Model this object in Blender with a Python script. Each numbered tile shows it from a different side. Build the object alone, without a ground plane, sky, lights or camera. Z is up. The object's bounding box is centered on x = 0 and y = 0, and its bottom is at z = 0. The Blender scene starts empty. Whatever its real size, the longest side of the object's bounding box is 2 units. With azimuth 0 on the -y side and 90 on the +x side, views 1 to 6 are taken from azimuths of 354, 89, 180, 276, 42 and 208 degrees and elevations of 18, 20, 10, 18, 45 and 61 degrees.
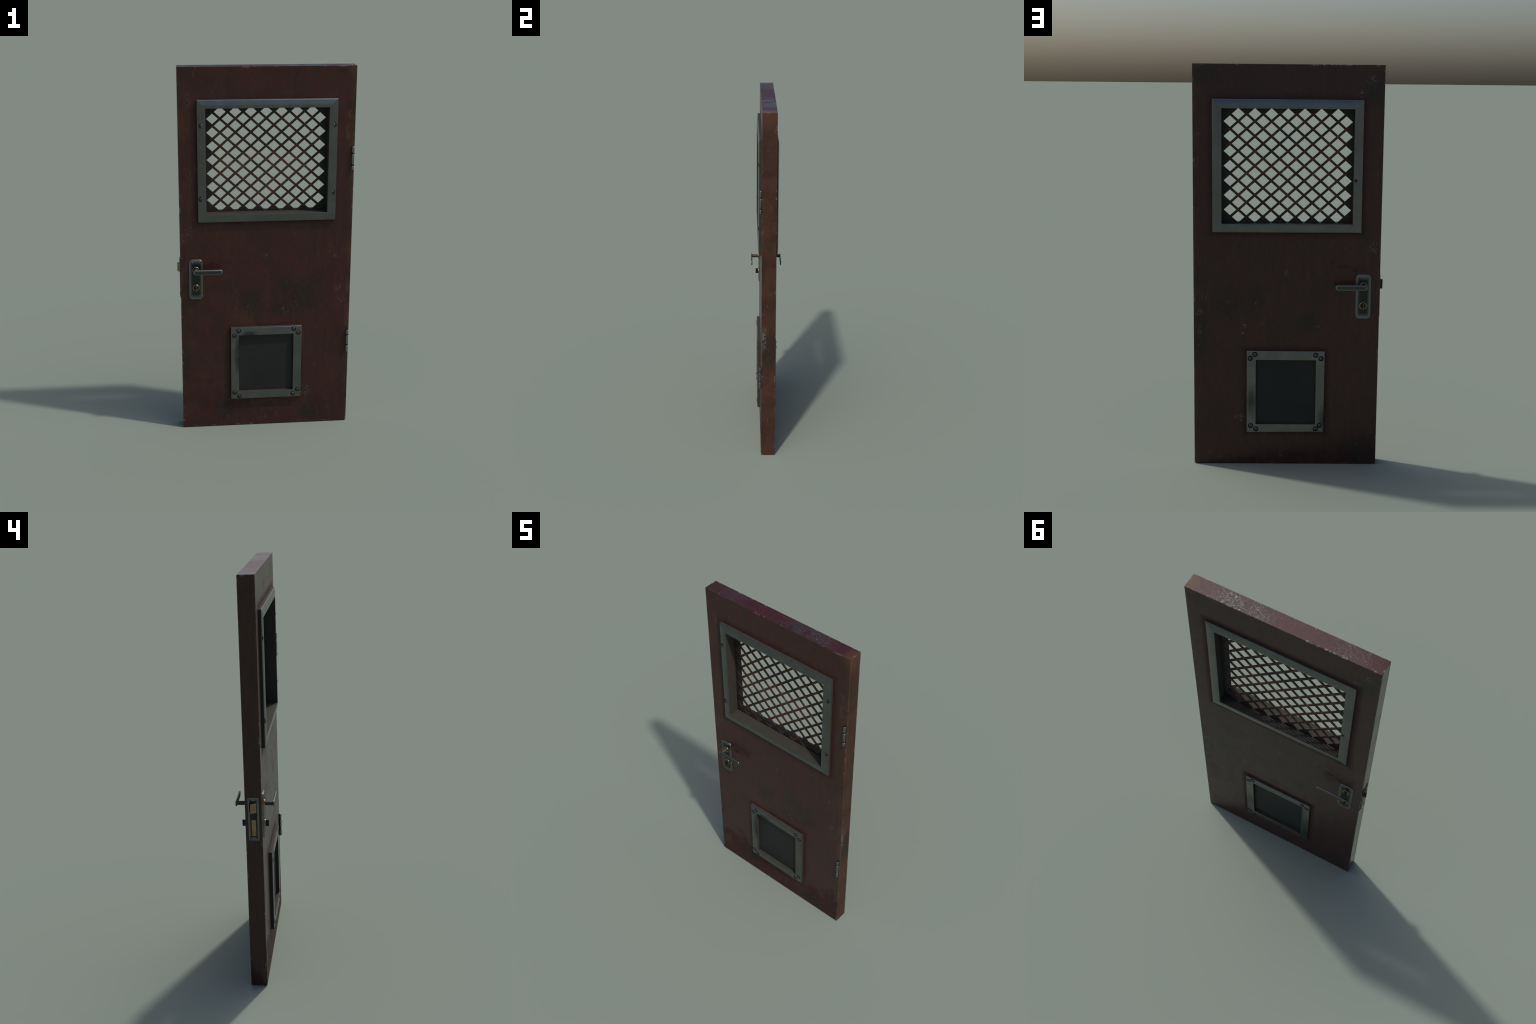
import math
import bpy
import bmesh
from mathutils import Vector

# ------------------------------------------------------------------ sizes (metres)
LEFT, RIGHT = -0.4527, 0.4685          # door leaf, x
HALF_T = 0.0395                        # half thickness of the leaf
HEIGHT = 2.0
MID_X = (LEFT + RIGHT) / 2

WIN_OUT = (-0.3545, 0.3742, 1.1905, 1.8345)    # window frame outer edge (x0, x1, z0, z1)
WIN_IN = (-0.3115, 0.3290, 1.2330, 1.7905)     # window opening
VENT_OUT = (-0.1852, 0.2042, 0.1675, 0.5930)   # lower hatch frame
VENT_IN = (-0.1420, 0.1590, 0.2110, 0.5475)

SCENE = bpy.context.scene


# ------------------------------------------------------------------ node helpers
class Nodes:
    """Small builder around one material's node tree."""

    def __init__(self, name):
        self.mat = bpy.data.materials.new(name)
        self.mat.use_nodes = True
        self.t = self.mat.node_tree
        self.bsdf = self.t.nodes["Principled BSDF"]
        self.coord = self.t.nodes.new("ShaderNodeTexCoord").outputs["Object"]
        sep = self.t.nodes.new("ShaderNodeSeparateXYZ")
        self.link(self.coord, sep.inputs[0])
        self.x, self.y, self.z = sep.outputs

    def link(self, a, b):
        self.t.links.new(a, b)

    def put(self, socket, v):
        if isinstance(v, bpy.types.NodeSocket):
            self.link(v, socket)
        elif v is not None:
            if isinstance(v, tuple) and len(v) == 3 and socket.type == "RGBA":
                v = (*v, 1.0)
            socket.default_value = v

    def math(self, op, a, b=None, c=None, clamp=False):
        n = self.t.nodes.new("ShaderNodeMath")
        n.operation, n.use_clamp = op, clamp
        for s, v in zip(n.inputs, (a, b, c)):
            self.put(s, v)
        return n.outputs[0]

    def add(self, *v):
        r = v[0]
        for k in v[1:]:
            r = self.math("ADD", r, k)
        return r

    def mul(self, *v):
        r = v[0]
        for k in v[1:]:
            r = self.math("MULTIPLY", r, k)
        return r

    def most(self, *v):
        r = v[0]
        for k in v[1:]:
            r = self.math("MAXIMUM", r, k)
        return r

    def smooth(self, v, lo, hi, a=0.0, b=1.0):
        n = self.t.nodes.new("ShaderNodeMapRange")
        n.interpolation_type = "SMOOTHSTEP"
        for s, k in zip(n.inputs[:5], (v, lo, hi, a, b)):
            self.put(s, k)
        return n.outputs[0]

    def inv(self, v):
        return self.math("SUBTRACT", 1.0, v)

    def noise(self, scale, detail=4.0, rough=0.55, stretch=(1, 1, 1), shift=(0, 0, 0), warp=0.0):
        m = self.t.nodes.new("ShaderNodeMapping")
        m.inputs["Scale"].default_value = stretch
        m.inputs["Location"].default_value = shift
        self.link(self.coord, m.inputs[0])
        n = self.t.nodes.new("ShaderNodeTexNoise")
        n.inputs["Scale"].default_value = scale
        n.inputs["Detail"].default_value = detail
        n.inputs["Roughness"].default_value = rough
        n.inputs["Distortion"].default_value = warp
        self.link(m.outputs[0], n.inputs["Vector"])
        return n.outputs[0]

    def mix(self, f, a, b):
        n = self.t.nodes.new("ShaderNodeMix")
        n.data_type = "RGBA"
        self.put(n.inputs[0], f)
        self.put(n.inputs[6], a)
        self.put(n.inputs[7], b)
        return n.outputs[2]

    def lerp(self, f, a, b):
        return self.add(self.mul(f, b), self.mul(self.inv(f), a))

    def blob(self, cx, cz, rx, rz):
        """Soft elliptical patch on a face of the door, in x and z."""
        dx = self.math("DIVIDE", self.math("SUBTRACT", self.x, cx), rx)
        dz = self.math("DIVIDE", self.math("SUBTRACT", self.z, cz), rz)
        d = self.math("SQRT", self.add(self.mul(dx, dx), self.mul(dz, dz)))
        return self.smooth(d, 0.25, 1.15, 1.0, 0.0)

    def rect_distance(self, r):
        """Distance outside a rectangle (x0, x1, z0, z1)."""
        ax = self.math("SUBTRACT", self.math("ABSOLUTE", self.math("SUBTRACT", self.x, (r[0] + r[1]) / 2)), (r[1] - r[0]) / 2)
        az = self.math("SUBTRACT", self.math("ABSOLUTE", self.math("SUBTRACT", self.z, (r[2] + r[3]) / 2)), (r[3] - r[2]) / 2)
        return self.most(ax, az)

    def bump(self, h, strength, distance=0.002):
        n = self.t.nodes.new("ShaderNodeBump")
        n.inputs["Strength"].default_value = strength
        n.inputs["Distance"].default_value = distance
        self.link(h, n.inputs["Height"])
        self.link(n.outputs[0], self.bsdf.inputs["Normal"])

    def finish(self, color, rough, metal=0.0, spec=0.5):
        for k, v in (("Base Color", color), ("Roughness", rough), ("Metallic", metal), ("Specular IOR Level", spec)):
            self.put(self.bsdf.inputs[k], v)
        return self.mat


# ------------------------------------------------------------------ materials
def door_paint():
    n = Nodes("weathered_red_paint")
    red, red_deep = (0.052, 0.0108, 0.0092), (0.036, 0.0082, 0.0072)
    brown, rust = (0.046, 0.0190, 0.0095), (0.150, 0.042, 0.010)
    soot, bare = (0.0125, 0.0100, 0.0075), (0.190, 0.195, 0.195)

    front = n.smooth(n.y, -0.030, -0.038)
    rear = n.smooth(n.y, 0.030, 0.038)
    right_side = n.mul(n.smooth(n.x, RIGHT - 0.012, RIGHT - 0.002), n.inv(front), n.inv(rear))
    top = n.smooth(n.z, HEIGHT - 0.004, HEIGHT - 0.0012)
    big = n.noise(3.2, 5, 0.6, shift=(3, 1, 7))
    mid = n.noise(9.0, 6, 0.62, shift=(1, 4, 2), warp=0.4)
    streak = n.noise(16.0, 6, 0.65, stretch=(2.6, 2.6, 0.55), shift=(9, 2, 5))
    grain = n.noise(120.0, 4, 0.7, stretch=(1, 1, 0.45))
    fine = n.noise(420.0, 2, 0.6)

    # distance to the leaf's own edges, for wear
    dx = n.math("SUBTRACT", (RIGHT - LEFT) / 2, n.math("ABSOLUTE", n.math("SUBTRACT", n.x, MID_X)))
    dy = n.math("SUBTRACT", HALF_T, n.math("ABSOLUTE", n.y))
    dz = n.math("MINIMUM", n.z, n.math("SUBTRACT", HEIGHT, n.z))
    edge = n.most(n.math("MINIMUM", dx, dy), n.math("MINIMUM", n.most(dx, dy), dz))
    win, vent = n.rect_distance(WIN_OUT), n.rect_distance(VENT_OUT)
    frame_near = n.most(n.smooth(win, 0.004, 0.045, 1, 0), n.smooth(vent, 0.003, 0.040, 1, 0))

    # base coat: fades from wine red to brown
    col = n.mix(n.smooth(mid, 0.34, 0.62), red_deep, red)
    side_brown = n.mul(n.smooth(dx, 0.005, 0.085, 1, 0), n.smooth(mid, 0.30, 0.62))
    mottle = n.mul(n.smooth(n.noise(22.0, 5, 0.62, stretch=(1.2, 1.2, 0.8), shift=(6, 2, 8), warp=0.5), 0.44, 0.60), 0.9)
    brown_f = n.most(n.smooth(big, 0.47, 0.68), mottle, n.mul(rear, 0.45), side_brown, n.mul(frame_near, n.smooth(streak, 0.35, 0.62)))
    col = n.mix(n.mul(brown_f, 0.62), col, n.mix(n.smooth(streak, 0.40, 0.60), (0.022, 0.0125, 0.0080), brown))
    col = n.mix(n.mul(top, n.smooth(dx, 0.03, 0.10), 0.9), col, n.mix(n.smooth(mid, 0.35, 0.62), (0.032, 0.0045, 0.0075), (0.050, 0.0058, 0.0095)))
    worn_top = n.mul(top, n.most(n.smooth(n.math("ABSOLUTE", n.math("SUBTRACT", n.x, 0.20)), 0.05, 0.19, 1, 0), n.smooth(n.math("ABSOLUTE", n.math("ADD", n.x, 0.30)), 0.02, 0.12, 0.55, 0)), n.smooth(mid, 0.40, 0.50))
    col = n.mix(n.mul(worn_top, 0.85), col, (0.034, 0.027, 0.029))
    col = n.mix(n.mul(right_side, n.smooth(mid, 0.40, 0.68), 0.4), col, (0.046, 0.0195, 0.0125))
    # orange rust blooms
    rust_spots = n.mul(front, n.most(n.blob(-0.09, 0.640, 0.13, 0.09), n.blob(0.44, 1.62, 0.035, 0.20), n.blob(-0.06, 0.70, 0.05, 0.05), n.blob(0.455, 0.72, 0.02, 0.3), n.blob(-0.43, 1.70, 0.05, 0.12)), n.smooth(mid, 0.30, 0.60), 0.30)
    rust_f = n.mul(n.smooth(streak, 0.56, 0.74), n.smooth(big, 0.36, 0.62), 0.35)
    band = n.add(n.mul(n.math("ABSOLUTE", n.math("SUBTRACT", n.z, 0.50)), 1.0), 0.0)
    side_rust = n.mul(right_side, n.lerp(n.smooth(band, 0.03, 0.18, 1, 0), 0.15, 0.8), n.smooth(mid, 0.34, 0.58))
    col = n.mix(n.most(rust_f, n.mul(side_rust, 0.50), rust_spots), col, (0.105, 0.036, 0.013))
    edge_rust = n.mul(n.smooth(n.math("SUBTRACT", RIGHT, n.x), 0.002, 0.040, 1, 0), n.smooth(n.add(mid, n.mul(n.math("SUBTRACT", streak, 0.5), 0.6)), 0.36, 0.64))
    corner = n.mul(n.blob(RIGHT, HEIGHT, 0.055, 0.10), n.smooth(mid, 0.2, 0.5))
    col = n.mix(n.most(n.mul(edge_rust, n.lerp(right_side, 0.55, 0.25)), n.mul(corner, 0.75)), col, (0.088, 0.034, 0.0135))
    # soot-dark worn patches, in the places the door shows them
    spots_front = [(-0.075, 0.735, 0.095, 0.12), (0.115, 0.83, 0.07, 0.09), (0.215, 0.755, 0.15, 0.13), (0.10, 0.69, 0.10, 0.07),
                   (-0.21, 0.10, 0.11, 0.10), (0.27, 0.07, 0.10, 0.08), (-0.43, 0.37, 0.05, 0.14)]
    spots_rear = [(0.30, 0.83, 0.12, 0.12), (0.16, 0.87, 0.06, 0.09), (-0.10, 0.75, 0.08, 0.07), (-0.36, 0.08, 0.13, 0.12),
                  (0.44, 0.68, 0.06, 0.24), (-0.42, 1.88, 0.09, 0.10), (0.41, 1.95, 0.10, 0.06)]
    sf = n.mul(n.most(*[n.blob(*s) for s in spots_front]), front)
    sr = n.mul(n.most(*[n.blob(*s) for s in spots_rear]), rear)
    side_soot = n.mul(right_side, n.most(n.smooth(n.math("ABSOLUTE", n.math("SUBTRACT", n.z, 0.64)), 0.05, 0.17, 1, 0),
                                         n.smooth(n.math("ABSOLUTE", n.math("SUBTRACT", n.z, 1.78)), 0.05, 0.17, 0.6, 0)))
    hatch = n.noise(58.0, 5, 0.7, stretch=(1.5, 1.5, 0.38), shift=(6, 6, 3))
    where = n.most(sf, sr, side_soot, n.mul(n.smooth(big, 0.44, 0.30), 0.35))
    ragged = n.add(n.mul(where, 0.58), n.mul(n.math("SUBTRACT", streak, 0.5), 1.5), n.mul(n.math("SUBTRACT", hatch, 0.5), 1.3), n.mul(n.math("SUBTRACT", mid, 0.5), 0.8))
    soot_f = n.most(n.mul(n.smooth(ragged, 0.22, 0.66), n.smooth(where, 0.02, 0.30)), n.mul(where, 0.35))
    col = n.mix(n.mul(soot_f, 0.82), col, soot)
    flecks = n.noise(85.0, 3, 0.6, stretch=(1.3, 1.3, 0.5), shift=(5, 5, 1))
    col = n.mix(n.mul(n.smooth(flecks, 0.60, 0.70), n.add(0.40, n.mul(n.most(soot_f, right_side), 0.5)), n.smooth(big, 0.35, 0.6)), col, rust)
    col = n.mix(n.mul(n.smooth(grain, 0.42, 0.68), 0.30), col, (0.022, 0.014, 0.011))
    # dried dark-red smears
    smear = n.most(n.mul(front, n.blob(-0.255, 0.955, 0.085, 0.020)), n.mul(rear, n.most(n.blob(-0.345, 1.005, 0.05, 0.020), n.blob(-0.27, 1.02, 0.06, 0.016), n.blob(-0.215, 1.035, 0.018, 0.018))))
    smear = n.mul(smear, n.lerp(rear, 1.0, 0.55), n.smooth(n.noise(38.0, 5, 0.65, shift=(2, 2, 2)), 0.45, 0.56))
    col = n.mix(n.mul(smear, 0.9), col, (0.030, 0.0022, 0.0028))
    # bare metal chips: along the edges and in loose clusters
    chip_n = n.noise(30.0, 6, 0.68, shift=(7, 3, 1), warp=0.6)
    chip_b = n.noise(4.5, 3, 0.5, shift=(0, 8, 3))
    top_zone = n.smooth(n.z, HEIGHT - 0.012, HEIGHT - 0.006)
    edge_chip = n.mul(n.smooth(edge, 0.0015, 0.010, 1, 0), n.smooth(n.add(chip_n, n.mul(top_zone, 0.02)), 0.56, 0.60), n.smooth(n.add(chip_b, n.mul(top_zone, 0.04)), 0.46, 0.56))
    rim = n.mul(n.smooth(edge, 0.0004, 0.0030, 1, 0), n.smooth(chip_n, 0.42, 0.55), 0.35)
    cl_front = [(0.42, 0.735, 0.03, 0.03), (0.40, 0.80, 0.03, 0.03), (0.10, 0.695, 0.015, 0.015), (0.385, 0.985, 0.02, 0.015),
                (0.07, 0.055, 0.012, 0.025), (0.01, 0.045, 0.014, 0.025), (0.23, 0.20, 0.03, 0.05), (-0.375, 1.965, 0.015, 0.03),
                (0.43, 1.66, 0.014, 0.05), (-0.40, 1.83, 0.02, 0.05), (-0.40, 1.14, 0.03, 0.03), (-0.44, 1.10, 0.015, 0.04), (0.28, 0.35, 0.015, 0.015),
                (0.36, 0.09, 0.015, 0.02), (0.17, 1.93, 0.014, 0.02), (-0.17, 1.95, 0.014, 0.014), (0.44, 1.75, 0.02, 0.03), (0.01, 0.99, 0.012, 0.03)]
    cl_rear = [(0.445, 0.795, 0.03, 0.03), (0.445, 0.70, 0.018, 0.045), (0.41, 0.86, 0.03, 0.02), (0.29, 0.84, 0.015, 0.015),
               (0.22, 0.72, 0.015, 0.05), (0.22, 0.68, 0.02, 0.02), (0.13, 0.735, 0.014, 0.014), (-0.14, 0.72, 0.025, 0.014),
               (-0.42, 1.12, 0.035, 0.035), (-0.45, 1.09, 0.015, 0.04), (-0.39, 1.93, 0.03, 0.03), (-0.345, 1.865, 0.02, 0.03),
               (0.24, 0.24, 0.03, 0.03), (0.39, 0.055, 0.018, 0.012), (0.03, 0.045, 0.014, 0.03), (0.01, 0.99, 0.014, 0.02), (0.44, 1.67, 0.014, 0.014)]
    cl = n.most(n.mul(front, n.most(*[n.blob(*c) for c in cl_front])), n.mul(rear, n.most(*[n.blob(*c) for c in cl_rear])))
    cl_n = n.noise(105.0, 5, 0.7, shift=(1, 9, 4), stretch=(1, 1, 0.7), warp=0.4)
    cluster = n.mul(cl, n.smooth(cl_n, 0.52, 0.60))
    side_chip = n.mul(right_side, n.smooth(n.math("ABSOLUTE", n.math("SUBTRACT", n.z, 0.73)), 0.0, 0.09, 1, 0),
                      n.smooth(n.y, -0.008, -0.028), n.smooth(chip_n, 0.43, 0.48))
    line = n.math("ABSOLUTE", n.math("SUBTRACT", n.noise(7.0, 2, 0.5, stretch=(3.5, 3.5, 1.1), shift=(11, 5, 2), warp=1.2), 0.5))
    scratch = n.mul(n.smooth(line, 0.0, 0.006, 1, 0), n.smooth(n.noise(6.0, 3, 0.5, shift=(2, 12, 6)), 0.54, 0.64), n.smooth(cl_n, 0.42, 0.56), 0.32)
    top_speck = n.mul(top, n.smooth(cl_n, 0.585, 0.64), n.add(0.25, worn_top))
    chips = n.most(scratch, top_speck, edge_chip, n.mul(cluster, n.lerp(rear, 0.5, 0.75)), side_chip)
    col = n.mix(rim, col, (0.13, 0.055, 0.035))
    col = n.mix(n.mul(chips, 0.85), col, bare)
    col = n.mix(n.mul(n.smooth(fine, 0.52, 0.75), 0.18), col, (0.09, 0.05, 0.04))

    # gloss: satin with vertical run marks, dull where dirty, stained or near the foot
    foot = n.mul(n.smooth(n.add(n.z, n.mul(n.math("SUBTRACT", mid, 0.5), 0.55)), 0.10, 0.27, 0.75, 0), front)
    dull = n.most(foot, smear, n.mul(frame_near, 0.8), n.mul(n.smooth(n.add(mid, n.mul(n.math("SUBTRACT", hatch, 0.5), 0.25)), 0.44, 0.68), 0.20), n.mul(n.smooth(streak, 0.50, 0.75), 0.25), n.mul(right_side, 0.6))
    rough = n.lerp(dull, 0.29, 0.80)
    rough = n.lerp(n.mul(top, n.smooth(dx, 0.02, 0.12)), rough, n.lerp(worn_top, 0.46, 0.30))
    rough = n.add(rough, n.mul(n.math("SUBTRACT", grain, 0.5), 0.12))
    left_side = n.mul(n.smooth(n.x, LEFT + 0.006, LEFT + 0.002), n.inv(front), n.inv(rear))
    rough = n.lerp(n.mul(left_side, n.smooth(mid, 0.30, 0.58)), rough, 0.17)
    spec = n.lerp(dull, 0.43, 0.32)
    pits = n.mul(worn_top, n.smooth(n.noise(55.0, 5, 0.7, shift=(4, 4, 4)), 0.48, 0.66), 6.0)
    h = n.add(pits, n.mul(grain, 0.5), n.mul(mid, 2.2), n.mul(streak, 0.9), n.mul(chips, -0.6), n.mul(fine, 0.2))
    n.bump(h, 0.16)
    return n.finish(col, rough, n.mul(chips, 0.4), spec)


def grille_paint():
    n = Nodes("rusty_grille_paint")
    a, b = n.noise(7.0, 5, 0.6, shift=(4, 0, 1)), n.noise(24.0, 5, 0.65, shift=(1, 2, 9))
    col = n.mix(n.smooth(a, 0.36, 0.64), (0.022, 0.013, 0.011), (0.070, 0.026, 0.013))
    col = n.mix(n.mul(n.smooth(b, 0.50, 0.66), n.smooth(a, 0.4, 0.6)), col, (0.110, 0.038, 0.012))
    wear = n.mul(n.smooth(n.noise(16.0, 5, 0.6, shift=(8, 8, 2)), 0.60, 0.66), 0.7)
    col = n.mix(wear, col, (0.075, 0.078, 0.082))
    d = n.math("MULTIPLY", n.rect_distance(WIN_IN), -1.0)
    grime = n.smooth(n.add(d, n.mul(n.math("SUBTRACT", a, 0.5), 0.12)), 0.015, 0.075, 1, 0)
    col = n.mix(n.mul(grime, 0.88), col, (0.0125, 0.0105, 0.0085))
    n.bump(b, 0.2)
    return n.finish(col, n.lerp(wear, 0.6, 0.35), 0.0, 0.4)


def frame_metal(name="brushed_grey_steel", base=(0.172, 0.180, 0.179), rough=0.24):
    n = Nodes(name)
    a, b = n.noise(11.0, 5, 0.6), n.noise(60.0, 5, 0.65, shift=(3, 1, 1))
    col = n.mix(n.smooth(a, 0.35, 0.65), tuple(0.86 * c for c in base), base)
    col = n.mix(n.mul(n.smooth(b, 0.58, 0.74), n.smooth(a, 0.62, 0.38), 0.6), col, (0.075, 0.078, 0.075))
    n.bump(n.noise(120.0, 3, 0.6), 0.012, 0.001)
    return n.finish(col, n.add(rough, n.mul(n.math("SUBTRACT", b, 0.5), 0.18)), 1.0)


def vent_metal():
    """Steel of the hatch frame, with the smudges it carries on both faces."""
    n = Nodes("smudged_grey_steel")
    a, b = n.noise(11.0, 5, 0.6), n.noise(60.0, 5, 0.65, shift=(3, 1, 1))
    col = n.mix(n.smooth(a, 0.35, 0.65), (0.155, 0.162, 0.159), (0.184, 0.192, 0.189))
    front, rear = n.smooth(n.y, 0.0, -0.02), n.smooth(n.y, 0.0, 0.02)
    s = n.most(n.mul(front, n.most(n.blob(-0.145, 0.43, 0.026, 0.14), n.blob(-0.085, 0.555, 0.05, 0.02))),
               n.mul(rear, n.most(n.blob(0.18, 0.33, 0.03, 0.09), n.blob(-0.175, 0.25, 0.03, 0.07))))
    col = n.mix(n.mul(s, n.smooth(a, 0.2, 0.55), 0.8), col, (0.045, 0.048, 0.048))
    col = n.mix(n.mul(n.smooth(b, 0.62, 0.80), 0.15), col, (0.09, 0.09, 0.085))
    return n.finish(col, n.add(0.26, n.mul(n.math("SUBTRACT", a, 0.5), 0.12)), 1.0)


def plate_steel():
    """Handle plate: dark middle, pale rim."""
    n = Nodes("dark_centred_plate_steel")
    ax = n.math("DIVIDE", n.math("ABSOLUTE", n.x), 0.038)
    az = n.math("DIVIDE", n.math("ABSOLUTE", n.z), 0.1127)
    rim = n.most(n.smooth(ax, 0.45, 0.92), n.smooth(az, 0.72, 0.96))
    col = n.mix(rim, (0.042, 0.045, 0.044), (0.185, 0.197, 0.192))
    return n.finish(col, n.add(0.34, n.mul(n.noise(70.0, 4, 0.6), 0.12)), 1.0)


def lever_steel():
    n = Nodes("worn_lever_steel")
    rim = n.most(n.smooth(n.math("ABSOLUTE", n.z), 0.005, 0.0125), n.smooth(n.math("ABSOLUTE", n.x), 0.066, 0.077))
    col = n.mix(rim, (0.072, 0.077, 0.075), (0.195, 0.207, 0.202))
    return n.finish(col, n.add(0.32, n.mul(n.noise(90.0, 4, 0.6), 0.12)), 1.0)


def plain(name, color, rough, metal=0.0, spec=0.5, vary=0.25):
    n = Nodes(name)
    a = n.noise(45.0, 4, 0.6)
    col = n.mix(n.smooth(a, 0.3, 0.7), tuple(c * (1 - vary) for c in color), tuple(c * (1 + vary) for c in color))
    return n.finish(col, n.add(rough - 0.06, n.mul(a, 0.12)), metal, spec)


def panel_black():
    n = Nodes("black_hatch_panel")
    a, b = n.noise(5.0, 5, 0.6), n.noise(75.0, 4, 0.65, shift=(2, 7, 1))
    col = n.mix(n.smooth(a, 0.35, 0.65), (0.0125, 0.0135, 0.0130), (0.0170, 0.0185, 0.0175))
    d = n.math("MULTIPLY", n.rect_distance(VENT_IN), -1.0)
    brown_border = n.mul(n.smooth(d, 0.002, 0.035, 1, 0), n.smooth(n.noise(14.0, 5, 0.6), 0.30, 0.60))
    col = n.mix(n.mul(brown_border, 0.6), col, (0.026, 0.021, 0.016))
    speck = n.mul(n.smooth(b, 0.66, 0.74), n.smooth(n.noise(9.0, 3, 0.5, shift=(3, 3, 3)), 0.48, 0.60))
    col = n.mix(n.mul(speck, 0.6), col, (0.07, 0.075, 0.07))
    n.bump(b, 0.08)
    return n.finish(col, n.add(0.50, n.mul(a, 0.15)), 0.0, 0.35)


PAINT = door_paint()
GRILLE = grille_paint()
STEEL = frame_metal()
VENT_STEEL = vent_metal()
PLATE = plate_steel()
LEVER = lever_steel()
LINING = plain("brown_grey_primer", (0.046, 0.041, 0.034), 0.8, 0.0, 0.12, 0.08)  # base colour lowered towards the ambient shade baked on frame sides
PANEL = panel_black()
BRASS = plain("dull_brass", (0.34, 0.230, 0.115), 0.48, 1.0)
BRASS_BRIGHT = plain("polished_brass", (0.46, 0.31, 0.16), 0.28, 1.0, 0.5, 0.1)
DARK = plain("dark_iron", (0.022, 0.021, 0.019), 0.55, 0.0, 0.3)
SPINDLE = plain("brown_iron", (0.055, 0.047, 0.040), 0.6, 0.0, 0.3)
BOLT_STEEL = plain("bolt_steel", (0.110, 0.114, 0.122), 0.22, 1.0)
SCREW_STEEL = plain("blued_screw_steel", (0.15, 0.16, 0.18), 0.30, 1.0)
WASHER = plain("oily_washer", (0.021, 0.018, 0.0155), 0.75, 0.0, 0.12)
HINGE_STEEL = frame_metal("hinge_steel", (0.225, 0.236, 0.232), 0.30)


# ------------------------------------------------------------------ object helpers
def new_object(name, mesh, parent, mats, location=(0, 0, 0), smooth_angle=None):
    for m in mats:
        if m.name not in [k.name for k in mesh.materials if k]:
            mesh.materials.append(m)
    ob = bpy.data.objects.new(name, mesh)
    SCENE.collection.objects.link(ob)
    ob.parent = parent
    ob.location = location
    if smooth_angle is not None:
        mesh.shade_smooth()
        mesh.set_sharp_from_angle(angle=math.radians(smooth_angle))
    return ob


def mesh_from(bm, name):
    bmesh.ops.recalc_face_normals(bm, faces=bm.faces[:])
    me = bpy.data.meshes.new(name)
    bm.to_mesh(me)
    bm.free()
    return me


def box(bm, x0, x1, y0, y1, z0, z1, mat=0):
    r = bmesh.ops.create_cube(bm, size=1.0)
    for v in r["verts"]:
        v.co = Vector(((x0 + x1) / 2 + v.co.x * (x1 - x0), (y0 + y1) / 2 + v.co.y * (y1 - y0), (z0 + z1) / 2 + v.co.z * (z1 - z0)))
    for f in {f for v in r["verts"] for f in v.link_faces}:
        f.material_index = mat
    return r["verts"]


def bevelled(bm, width, segments=2):
    bmesh.ops.bevel(bm, geom=bm.edges[:], offset=width, segments=segments, profile=0.5, affect="EDGES", clamp_overlap=True)


def loft(bm, rings, mats=None, close_ends=(True, True), cyclic=True):
    """Skin a list of equally long vertex rings; mats[i] is the material of strip i."""
    rows = [[bm.verts.new(p) for p in r] for r in rings]
    k = len(rows[0])
    for i in range(len(rows) - 1):
        for j in range(k if cyclic else k - 1):
            f = bm.faces.new((rows[i][j], rows[i][(j + 1) % k], rows[i + 1][(j + 1) % k], rows[i + 1][j]))
            f.material_index = mats[i] if mats else 0
    if close_ends[0]:
        bm.faces.new(rows[0]).material_index = mats[0] if mats else 0
    if close_ends[1]:
        bm.faces.new(rows[-1]).material_index = mats[-1] if mats else 0
    return rows


def rect_ring(outer, inner, t, y):
    x0, x1, z0, z1 = (a + (b - a) * t for a, b in zip(outer, inner))
    return [(x0, y, z0), (x1, y, z0), (x1, y, z1), (x0, y, z1)]


def round_rect(hx, hz, r, y, steps=6):
    pts = []
    for cx, cz, a0 in ((hx - r, hz - r, 0), (-hx + r, hz - r, 90), (-hx + r, -hz + r, 180), (hx - r, -hz + r, 270)):
        for i in range(steps + 1):
            a = math.radians(a0 + 90 * i / steps)
            pts.append((cx + r * math.cos(a), y, cz + r * math.sin(a)))
    return pts


def turned(bm, profile, steps=24, mat=0, axis="Y", centre=(0, 0, 0), caps=(True, True)):
    """Lathe: profile of (radius, height) along the axis."""
    rings = []
    for r, h in profile:
        ring = []
        for i in range(steps):
            a = math.tau * i / steps
            c, s = r * math.cos(a), r * math.sin(a)
            p = {"Y": (c, h, s), "Z": (c, s, h), "X": (h, c, s)}[axis]
            ring.append(tuple(p[k] + centre[k] for k in range(3)))
        rings.append(ring)
    loft(bm, rings, [mat] * (len(profile) - 1), caps)


# ------------------------------------------------------------------ the thing
door = bpy.data.objects.new("steel_door", None)
SCENE.collection.objects.link(door)
door["label"] = "worn dark red steel door with diamond mesh window and hatch"
door["category"] = "door"


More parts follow.
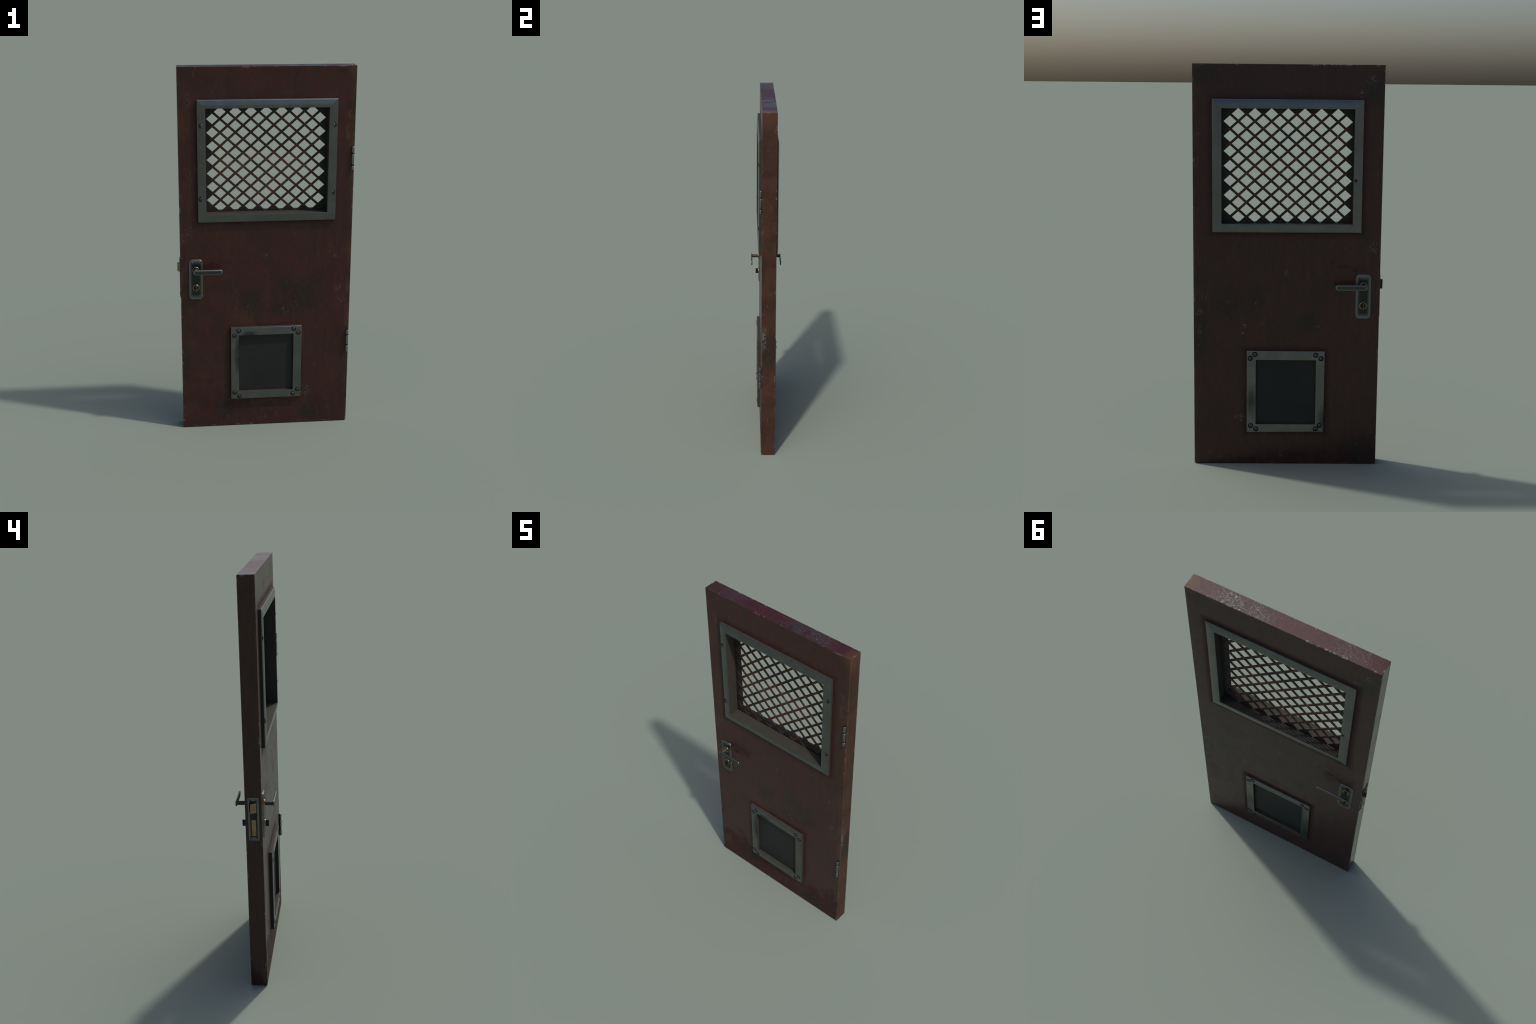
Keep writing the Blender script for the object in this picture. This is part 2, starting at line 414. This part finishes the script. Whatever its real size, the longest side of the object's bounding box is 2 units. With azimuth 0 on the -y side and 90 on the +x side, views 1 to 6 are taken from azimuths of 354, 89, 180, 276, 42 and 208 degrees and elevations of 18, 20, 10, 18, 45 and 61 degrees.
# --- door leaf: slab with a window opening
def door_leaf():
    """A grid of panels on both faces, open at the window and the hatch, closed by edge and reveal strips."""
    g = 0.004
    holes = [(r[0] - g, r[1] + g, r[2] - g, r[3] + g) for r in (WIN_IN, VENT_IN)]
    xs = sorted({LEFT, RIGHT, *[r[k] for r in holes for k in (0, 1)]})
    zs = sorted({0.0, HEIGHT, *[r[k] for r in holes for k in (2, 3)]})
    bm = bmesh.new()
    v = {(i, j, s): bm.verts.new((x, s * HALF_T, z)) for i, x in enumerate(xs) for j, z in enumerate(zs) for s in (-1, 1)}

    def solid(i, j):
        if not (0 <= i < len(xs) - 1 and 0 <= j < len(zs) - 1):
            return False
        x, z = (xs[i] + xs[i + 1]) / 2, (zs[j] + zs[j + 1]) / 2
        return not any(r[0] < x < r[1] and r[2] < z < r[3] for r in holes)

    for i in range(len(xs) - 1):
        for j in range(len(zs) - 1):
            if not solid(i, j):
                continue
            for s in (-1, 1):
                bm.faces.new([v[k] for k in ((i, j, s), (i + 1, j, s), (i + 1, j + 1, s), (i, j + 1, s))])
            for di, dj, a, b in ((-1, 0, (i, j), (i, j + 1)), (1, 0, (i + 1, j), (i + 1, j + 1)), (0, -1, (i, j), (i + 1, j)), (0, 1, (i, j + 1), (i + 1, j + 1))):
                if not solid(i + di, j + dj):
                    bm.faces.new([v[(*a, -1)], v[(*b, -1)], v[(*b, 1)], v[(*a, 1)]])
    bmesh.ops.recalc_face_normals(bm, faces=bm.faces[:])

    def outer(p):
        return p.co.x in (LEFT, RIGHT) or p.co.z in (0.0, HEIGHT) or min(abs(p.co.x - LEFT), abs(p.co.x - RIGHT), abs(p.co.z), abs(p.co.z - HEIGHT)) < 1e-5
    rim = [e for e in bm.edges if all(outer(p) for p in e.verts) and len(e.link_faces) == 2 and e.calc_face_angle() > 1.0]
    bmesh.ops.bevel(bm, geom=rim, offset=0.0012, segments=1, profile=0.5, affect="EDGES")
    return new_object("door_leaf", mesh_from(bm, "door_leaf"), door, [PAINT])


leaf = door_leaf()


# --- frames. Profile: (fraction from outer to inner edge, y), strip materials 0 steel / 1 primer
def frame(name, outer, inner, profile, sign, steel, mitred):
    bm = bmesh.new()
    rows = loft(bm, [rect_ring(outer, inner, t, sign * y) for t, y, _ in profile], [m for _, _, m in profile[1:]], (False, False))
    if mitred:
        for a, b in zip(rows, rows[1:]):
            for u, v in zip(a, b):
                e = bm.edges.get((u, v))
                if e:
                    e.smooth = False
    me = mesh_from(bm, name)
    ob = new_object(name, me, door, [steel, LINING])
    sharp = [e.use_edge_sharp for e in me.edges]
    me.shade_smooth()
    me.set_sharp_from_angle(angle=math.radians(38))
    if mitred:
        for e, s in zip(me.edges, sharp):
            e.use_edge_sharp = e.use_edge_sharp or s
    return ob


def window_profile(rise, depth_in):
    """Moulding that climbs from its outer edge to a crown near the opening, then the reveal."""
    return [(0.0, HALF_T - 0.0005, 1), (0.0, rise - 0.0010, 1), (0.018, rise - 0.0001, 0), (0.20, rise + 0.0017, 0), (0.42, rise + 0.0036, 0),
            (0.62, rise + 0.0049, 0), (0.82, rise + 0.0055, 0), (0.980, rise + 0.0053, 0), (1.0, rise + 0.0047, 0), (1.0, depth_in, 1)]


def vent_profile(rise, back):
    return [(0.0, HALF_T - 0.0005, 1), (0.0, rise - 0.0032, 1), (0.035, rise - 0.0016, 0), (0.09, rise - 0.0005, 0), (0.17, rise, 0),
            (0.85, rise, 0), (0.94, rise - 0.0003, 0), (1.0, rise - 0.0014, 0), (1.0, back, 1)]


win_front = frame("window_frame", WIN_OUT, WIN_IN, window_profile(0.0535, -0.0040), -1, STEEL, True)
win_rear = frame("window_frame.001", WIN_OUT, WIN_IN, window_profile(0.0478, 0.0090), 1, STEEL, True)
vent_front = frame("hatch_frame", VENT_OUT, VENT_IN, vent_profile(0.0580, 0.0385), -1, VENT_STEEL, False)
vent_rear = frame("hatch_frame.001", VENT_OUT, VENT_IN, vent_profile(0.0515, 0.0350), 1, VENT_STEEL, False)


# --- pierced diamond grille, one plate with 7 + 8 staggered columns of holes
def grille():
    pitch_x, pitch_z, cx, cz, open_part = 0.08045, 0.07165, 0.0078, 1.5130, 0.793
    cu = bpy.data.curves.new("grille", "CURVE")
    cu.dimensions, cu.fill_mode = "2D", "BOTH"
    cu.extrude, cu.bevel_depth, cu.bevel_resolution = 0.0021, 0.0006, 0

    def loop(pts):
        s = cu.splines.new("POLY")
        s.points.add(len(pts) - 1)
        for p, q in zip(s.points, pts):
            p.co = (q[0], q[1], 0, 1)
        s.use_cyclic_u = True

    m = 0.002
    x0, x1, z0, z1 = WIN_IN[0] - m, WIN_IN[1] + m, WIN_IN[2] - m, WIN_IN[3] + m
    loop([(x0, z0), (x1, z0), (x1, z1), (x0, z1)])
    hx, hz = pitch_x / 2 * open_part, pitch_z / 2 * open_part
    for row in range(15):
        count = 8 if row % 2 else 7
        z = cz + (row - 7) * pitch_z / 2
        for k in range(count):
            x = cx + (k - (count - 1) / 2) * pitch_x
            loop([(x - hx, z), (x, z + hz), (x + hx, z), (x, z - hz)])
    tmp = bpy.data.objects.new("tmp", cu)
    SCENE.collection.objects.link(tmp)
    bpy.context.view_layer.update()
    me = bpy.data.meshes.new_from_object(tmp.evaluated_get(bpy.context.evaluated_depsgraph_get()))
    me.name = "grille"
    bpy.data.objects.remove(tmp)
    for v in me.vertices:                      # stand the plate up
        x, z, d = v.co
        v.co = (x, 0.0068 - d, z)
    me.materials.clear()
    return new_object("grille", me, door, [GRILLE])


grille()


# --- hatch panels, thin plates against both faces
def hatch_panel(name, y0, y1):
    bm = bmesh.new()
    m = 0.003
    box(bm, VENT_IN[0] - m, VENT_IN[1] + m, y0, y1, VENT_IN[2] - m, VENT_IN[3] + m)
    return new_object(name, mesh_from(bm, name), door, [PANEL])


hatch_panel("hatch_panel", -0.0402, -0.0300)
hatch_panel("hatch_panel.001", 0.0300, 0.0360)


# --- bolts: washer, domed head, cross recess; built facing -y at the origin
def bolt_mesh(name, r_washer, r_head, head_h, mats):
    bm = bmesh.new()
    turned(bm, [(r_washer, 0.002), (r_washer, -0.0002), (r_washer * 0.9, -0.0005), (r_head * 1.05, -0.0006), (r_head * 0.9, -0.0005)], 24, 1)
    dome = [(r_head, -0.0002)]
    for i in range(1, 5):
        a = math.radians(90 * i / 5)
        dome.append((r_head * math.cos(a), -0.0004 - head_h * math.sin(a)))
    turned(bm, dome, 20, 0)
    w = r_head * 0.13
    top = -0.0004 - head_h * 0.97
    box(bm, -r_head * 0.5, r_head * 0.5, top, top + head_h * 0.4, -w, w, 2)
    box(bm, -w, w, top - 0.0001, top + head_h * 0.4, -r_head * 0.5, r_head * 0.5, 2)
    me = mesh_from(bm, name)
    for m in mats:
        me.materials.append(m)
    me.shade_smooth()
    me.set_sharp_from_angle(angle=math.radians(50))
    return me


FRAME_BOLT = bolt_mesh("bolt", 0.0136, 0.0078, 0.0027, [BOLT_STEEL, WASHER, DARK])
PLATE_SCREW = bolt_mesh("screw", 0.0058, 0.0044, 0.0022, [SCREW_STEEL, DARK, DARK])
DARK_BOLT = bolt_mesh("dark_bolt", 0.0105, 0.0085, 0.0040, [WASHER, WASHER, DARK])


def put_bolts(mesh, name, parent, spots, y, rear=False, spin=0.0):
    for k, (x, z) in enumerate(spots):
        ob = bpy.data.objects.new(name, mesh)
        SCENE.collection.objects.link(ob)
        ob.parent = parent
        ob.location = (x, y, z)
        ob.rotation_euler = (0, math.radians(37 * k + spin), math.pi if rear else 0)


put_bolts(FRAME_BOLT, "bolt", win_front, [(-0.3338, 1.7029), (0.3531, 1.6988), (-0.3385, 1.3195), (0.3549, 1.3424)], -0.0568, spin=20)
put_bolts(DARK_BOLT, "bolt", win_rear, [(-0.3215, 1.4489)], 0.0512, True)
put_bolts(FRAME_BOLT, "bolt", vent_front, [(-0.1434, 0.5751), (-0.1665, 0.5482), (0.1601, 0.5770), (0.1859, 0.5534),
                                          (-0.1669, 0.2073), (-0.1406, 0.1858), (0.1595, 0.1868), (0.1851, 0.2123)], -0.0578, spin=45)
put_bolts(FRAME_BOLT, "bolt", vent_rear, [(0.1635, 0.5762), (0.1868, 0.5560), (-0.1407, 0.5741), (-0.1671, 0.5562),
                                         (0.1843, 0.2034), (0.1578, 0.1865), (-0.1438, 0.1883), (-0.1639, 0.2062)], 0.0513, True, 10)


# --- handle set, one on each face
def handle_set(sign, suffix):
    px, pz = -0.3712, 0.8724

    def y(v):
        return sign * v

    bm = bmesh.new()
    prof = [(0.0, 0.0390), (0.0, 0.0412), (0.0010, 0.0434), (0.0030, 0.0446), (0.0060, 0.0450), (0.0090, 0.0449)]
    loft(bm, [round_rect(0.0378 - d, 0.1127 - d, 0.0195 - d, y(h)) for d, h in prof])
    plate = new_object("handle_plate" + suffix, mesh_from(bm, "handle_plate"), door, [PLATE], (px, 0, pz), 60)

    # lever: flat bar with rounded ends and rounded faces
    bm = bmesh.new()
    hx, hz, r = 0.0789, 0.0141, 0.0128
    prof = [(0.0040, 0.0848), (0.0012, 0.0855), (0.0, 0.0872), (0.0, 0.0898), (0.0010, 0.0912), (0.0030, 0.0923), (0.0060, 0.0929), (0.0085, 0.0930)]
    loft(bm, [round_rect(hx - d, hz - d, r - d, y(h), 5) for d, h in prof])
    new_object("lever" + suffix, mesh_from(bm, "lever"), plate, [LEVER], (-0.3087 - px, 0, 0.9257 - pz), 60)

    bm = bmesh.new()
    turned(bm, [(0.0100, y(0.043)), (0.0100, y(0.0880))], 24)
    new_object("spindle" + suffix, mesh_from(bm, "spindle"), plate, [SPINDLE], (0, 0, 0.9262 - pz), 40)

    def ring(name, z, radius, tube):
        b = bmesh.new()
        n, k = 32, 10
        rings = []
        for i in range(n):
            a = math.tau * i / n
            rings.append([((radius + tube * math.cos(c)) * math.cos(a), y(0.0452 + tube * math.sin(c)), (radius + tube * math.cos(c)) * math.sin(a))
                          for c in (math.tau * j / k for j in range(k))])
        rings.append(rings[0])
        loft(b, rings, None, (False, False))
        bmesh.ops.remove_doubles(b, verts=b.verts[:], dist=1e-6)
        return new_object(name + suffix, mesh_from(b, name), plate, [BRASS_BRIGHT], (0, 0, z - pz), 60)

    ring("spindle_collar", 0.9268, 0.0158, 0.0026)
    ring("lock_collar", 0.8272, 0.0160, 0.0025)

    # thumb turn: dark boss with an upright brass-edged blade
    bm = bmesh.new()
    turned(bm, [(0.0152, y(0.0440)), (0.0152, y(0.0466)), (0.0142, y(0.0472))], 28, 0)
    for x0, x1, m, grow in ((-0.0034, 0.0034, 0, 0.0), (-0.0010, 0.0010, 1, 0.0012)):
        a, b = sorted((y(0.0460), y(0.0630 + grow * 0.5)))
        box(bm, x0, x1, a, b, -0.0148 - grow, 0.0148 + grow, m)
    new_object("thumb_turn" + suffix, mesh_from(bm, "thumb_turn"), plate, [DARK, BRASS], (0, 0, 0.8260 - pz))

    put_bolts(PLATE_SCREW, "screw", plate, [(dx, z - pz) for z in (0.9690, 0.7792) for dx in (-0.0194, 0.0194)], y(0.0442), sign > 0, 15)
    return plate


handle_set(-1, "")
handle_set(1, ".001")


# --- mortice lock in the left edge
def lock():
    zc = (0.7694 + 0.9823) / 2
    bm = bmesh.new()
    # raised rim; sunk field coloured dark for the occlusion shading around the latch
    def ring(hy, hz, x):
        return [(x, -hy, zc - hz), (x, hy, zc - hz), (x, hy, zc + hz), (x, -hy, zc + hz)]
    loft(bm, [ring(0.0258, 0.1066, LEFT + 0.001), ring(0.0258, 0.1066, LEFT - 0.0022), ring(0.0250, 0.1058, LEFT - 0.0030),
              ring(0.0195, 0.0960, LEFT - 0.0028), ring(0.0165, 0.0900, LEFT - 0.0016)], [1, 0, 0, 0], (False, False))
    loft(bm, [ring(0.0168, 0.0903, LEFT - 0.0014), ring(0.0160, 0.0895, LEFT - 0.0015)], [1], (False, True))
    me = mesh_from(bm, "lock_plate")
    plate = new_object("lock_plate", me, door, [STEEL, DARK])

    # spring latch: wedge, full reach at the rear, flush at the front
    bm = bmesh.new()
    tip, flush, hy = -0.4686, LEFT - 0.0035, 0.0130
    z0, z1 = 0.9085, 0.9555
    section = [(LEFT + 0.004, -hy), (LEFT + 0.004, hy), (tip, hy), (tip, hy - 0.003), (flush, -hy)]
    loft(bm, [[(x, y, z) for x, y in section] for z in (z0, z1)])
    for f in bm.faces:                          # rear cheek coloured near-black for its baked shadow
        if all(abs(v.co.y - hy) < 1e-5 for v in f.verts):
            f.material_index = 1
    new_object("latch_bolt", mesh_from(bm, "latch_bolt"), plate, [BRASS, DARK])

    bm = bmesh.new()
    box(bm, LEFT - 0.0033, LEFT + 0.004, -0.0104, 0.0104, 0.7935, 0.8722)
    bevelled(bm, 0.0006, 1)
    new_object("dead_bolt", mesh_from(bm, "dead_bolt"), plate, [BRASS])

    for y in (-0.0150, 0.0150):
        for z in (0.9705, 0.7812):
            ob = bpy.data.objects.new("screw", PLATE_SCREW)
            SCENE.collection.objects.link(ob)
            ob.parent = plate
            ob.location = (LEFT - 0.0024, y, z)
            ob.rotation_euler = (0, 0, -math.pi / 2)


lock()


# --- knuckle hinges on the right front corner
def hinge(suffix, z0, z1, cut_a, cut_b):
    xc, yc, r = 0.4592, -0.0460, 0.0073
    bm = bmesh.new()
    spans = [(z0, cut_b - 0.0042), (cut_b + 0.0042, cut_a - 0.0042), (cut_a + 0.0042, z1)]
    for a, b in spans:
        e = 0.0016
        turned(bm, [(r - e, a), (r - 0.0004, a + 0.0006), (r, a + e), (r, b - e), (r - 0.0004, b - 0.0006), (r - e, b)], 20, 0, "Z", (xc, yc, 0))
    turned(bm, [(r * 0.72, z0 + 0.004), (r * 0.72, z1 - 0.004)], 16, 1, "Z", (xc, yc, 0))
    ob = new_object("hinge" + suffix, mesh_from(bm, "hinge"), door, [HINGE_STEEL, DARK], smooth_angle=45)
    # small dark blocks in the edge of the door at the gaps
    bm = bmesh.new()
    for c in (cut_a, cut_b):
        box(bm, xc - 0.004, RIGHT + 0.0003, -0.0450, -0.0308, c - 0.0024, c + 0.0024)
    new_object("hinge_dark_block" + suffix, mesh_from(bm, "hinge_dark_block"), ob, [DARK])


hinge("", 1.4575, 1.5845, 1.5450, 1.4828)
hinge(".001", 0.4245, 0.5550, 0.5255, 0.4668)
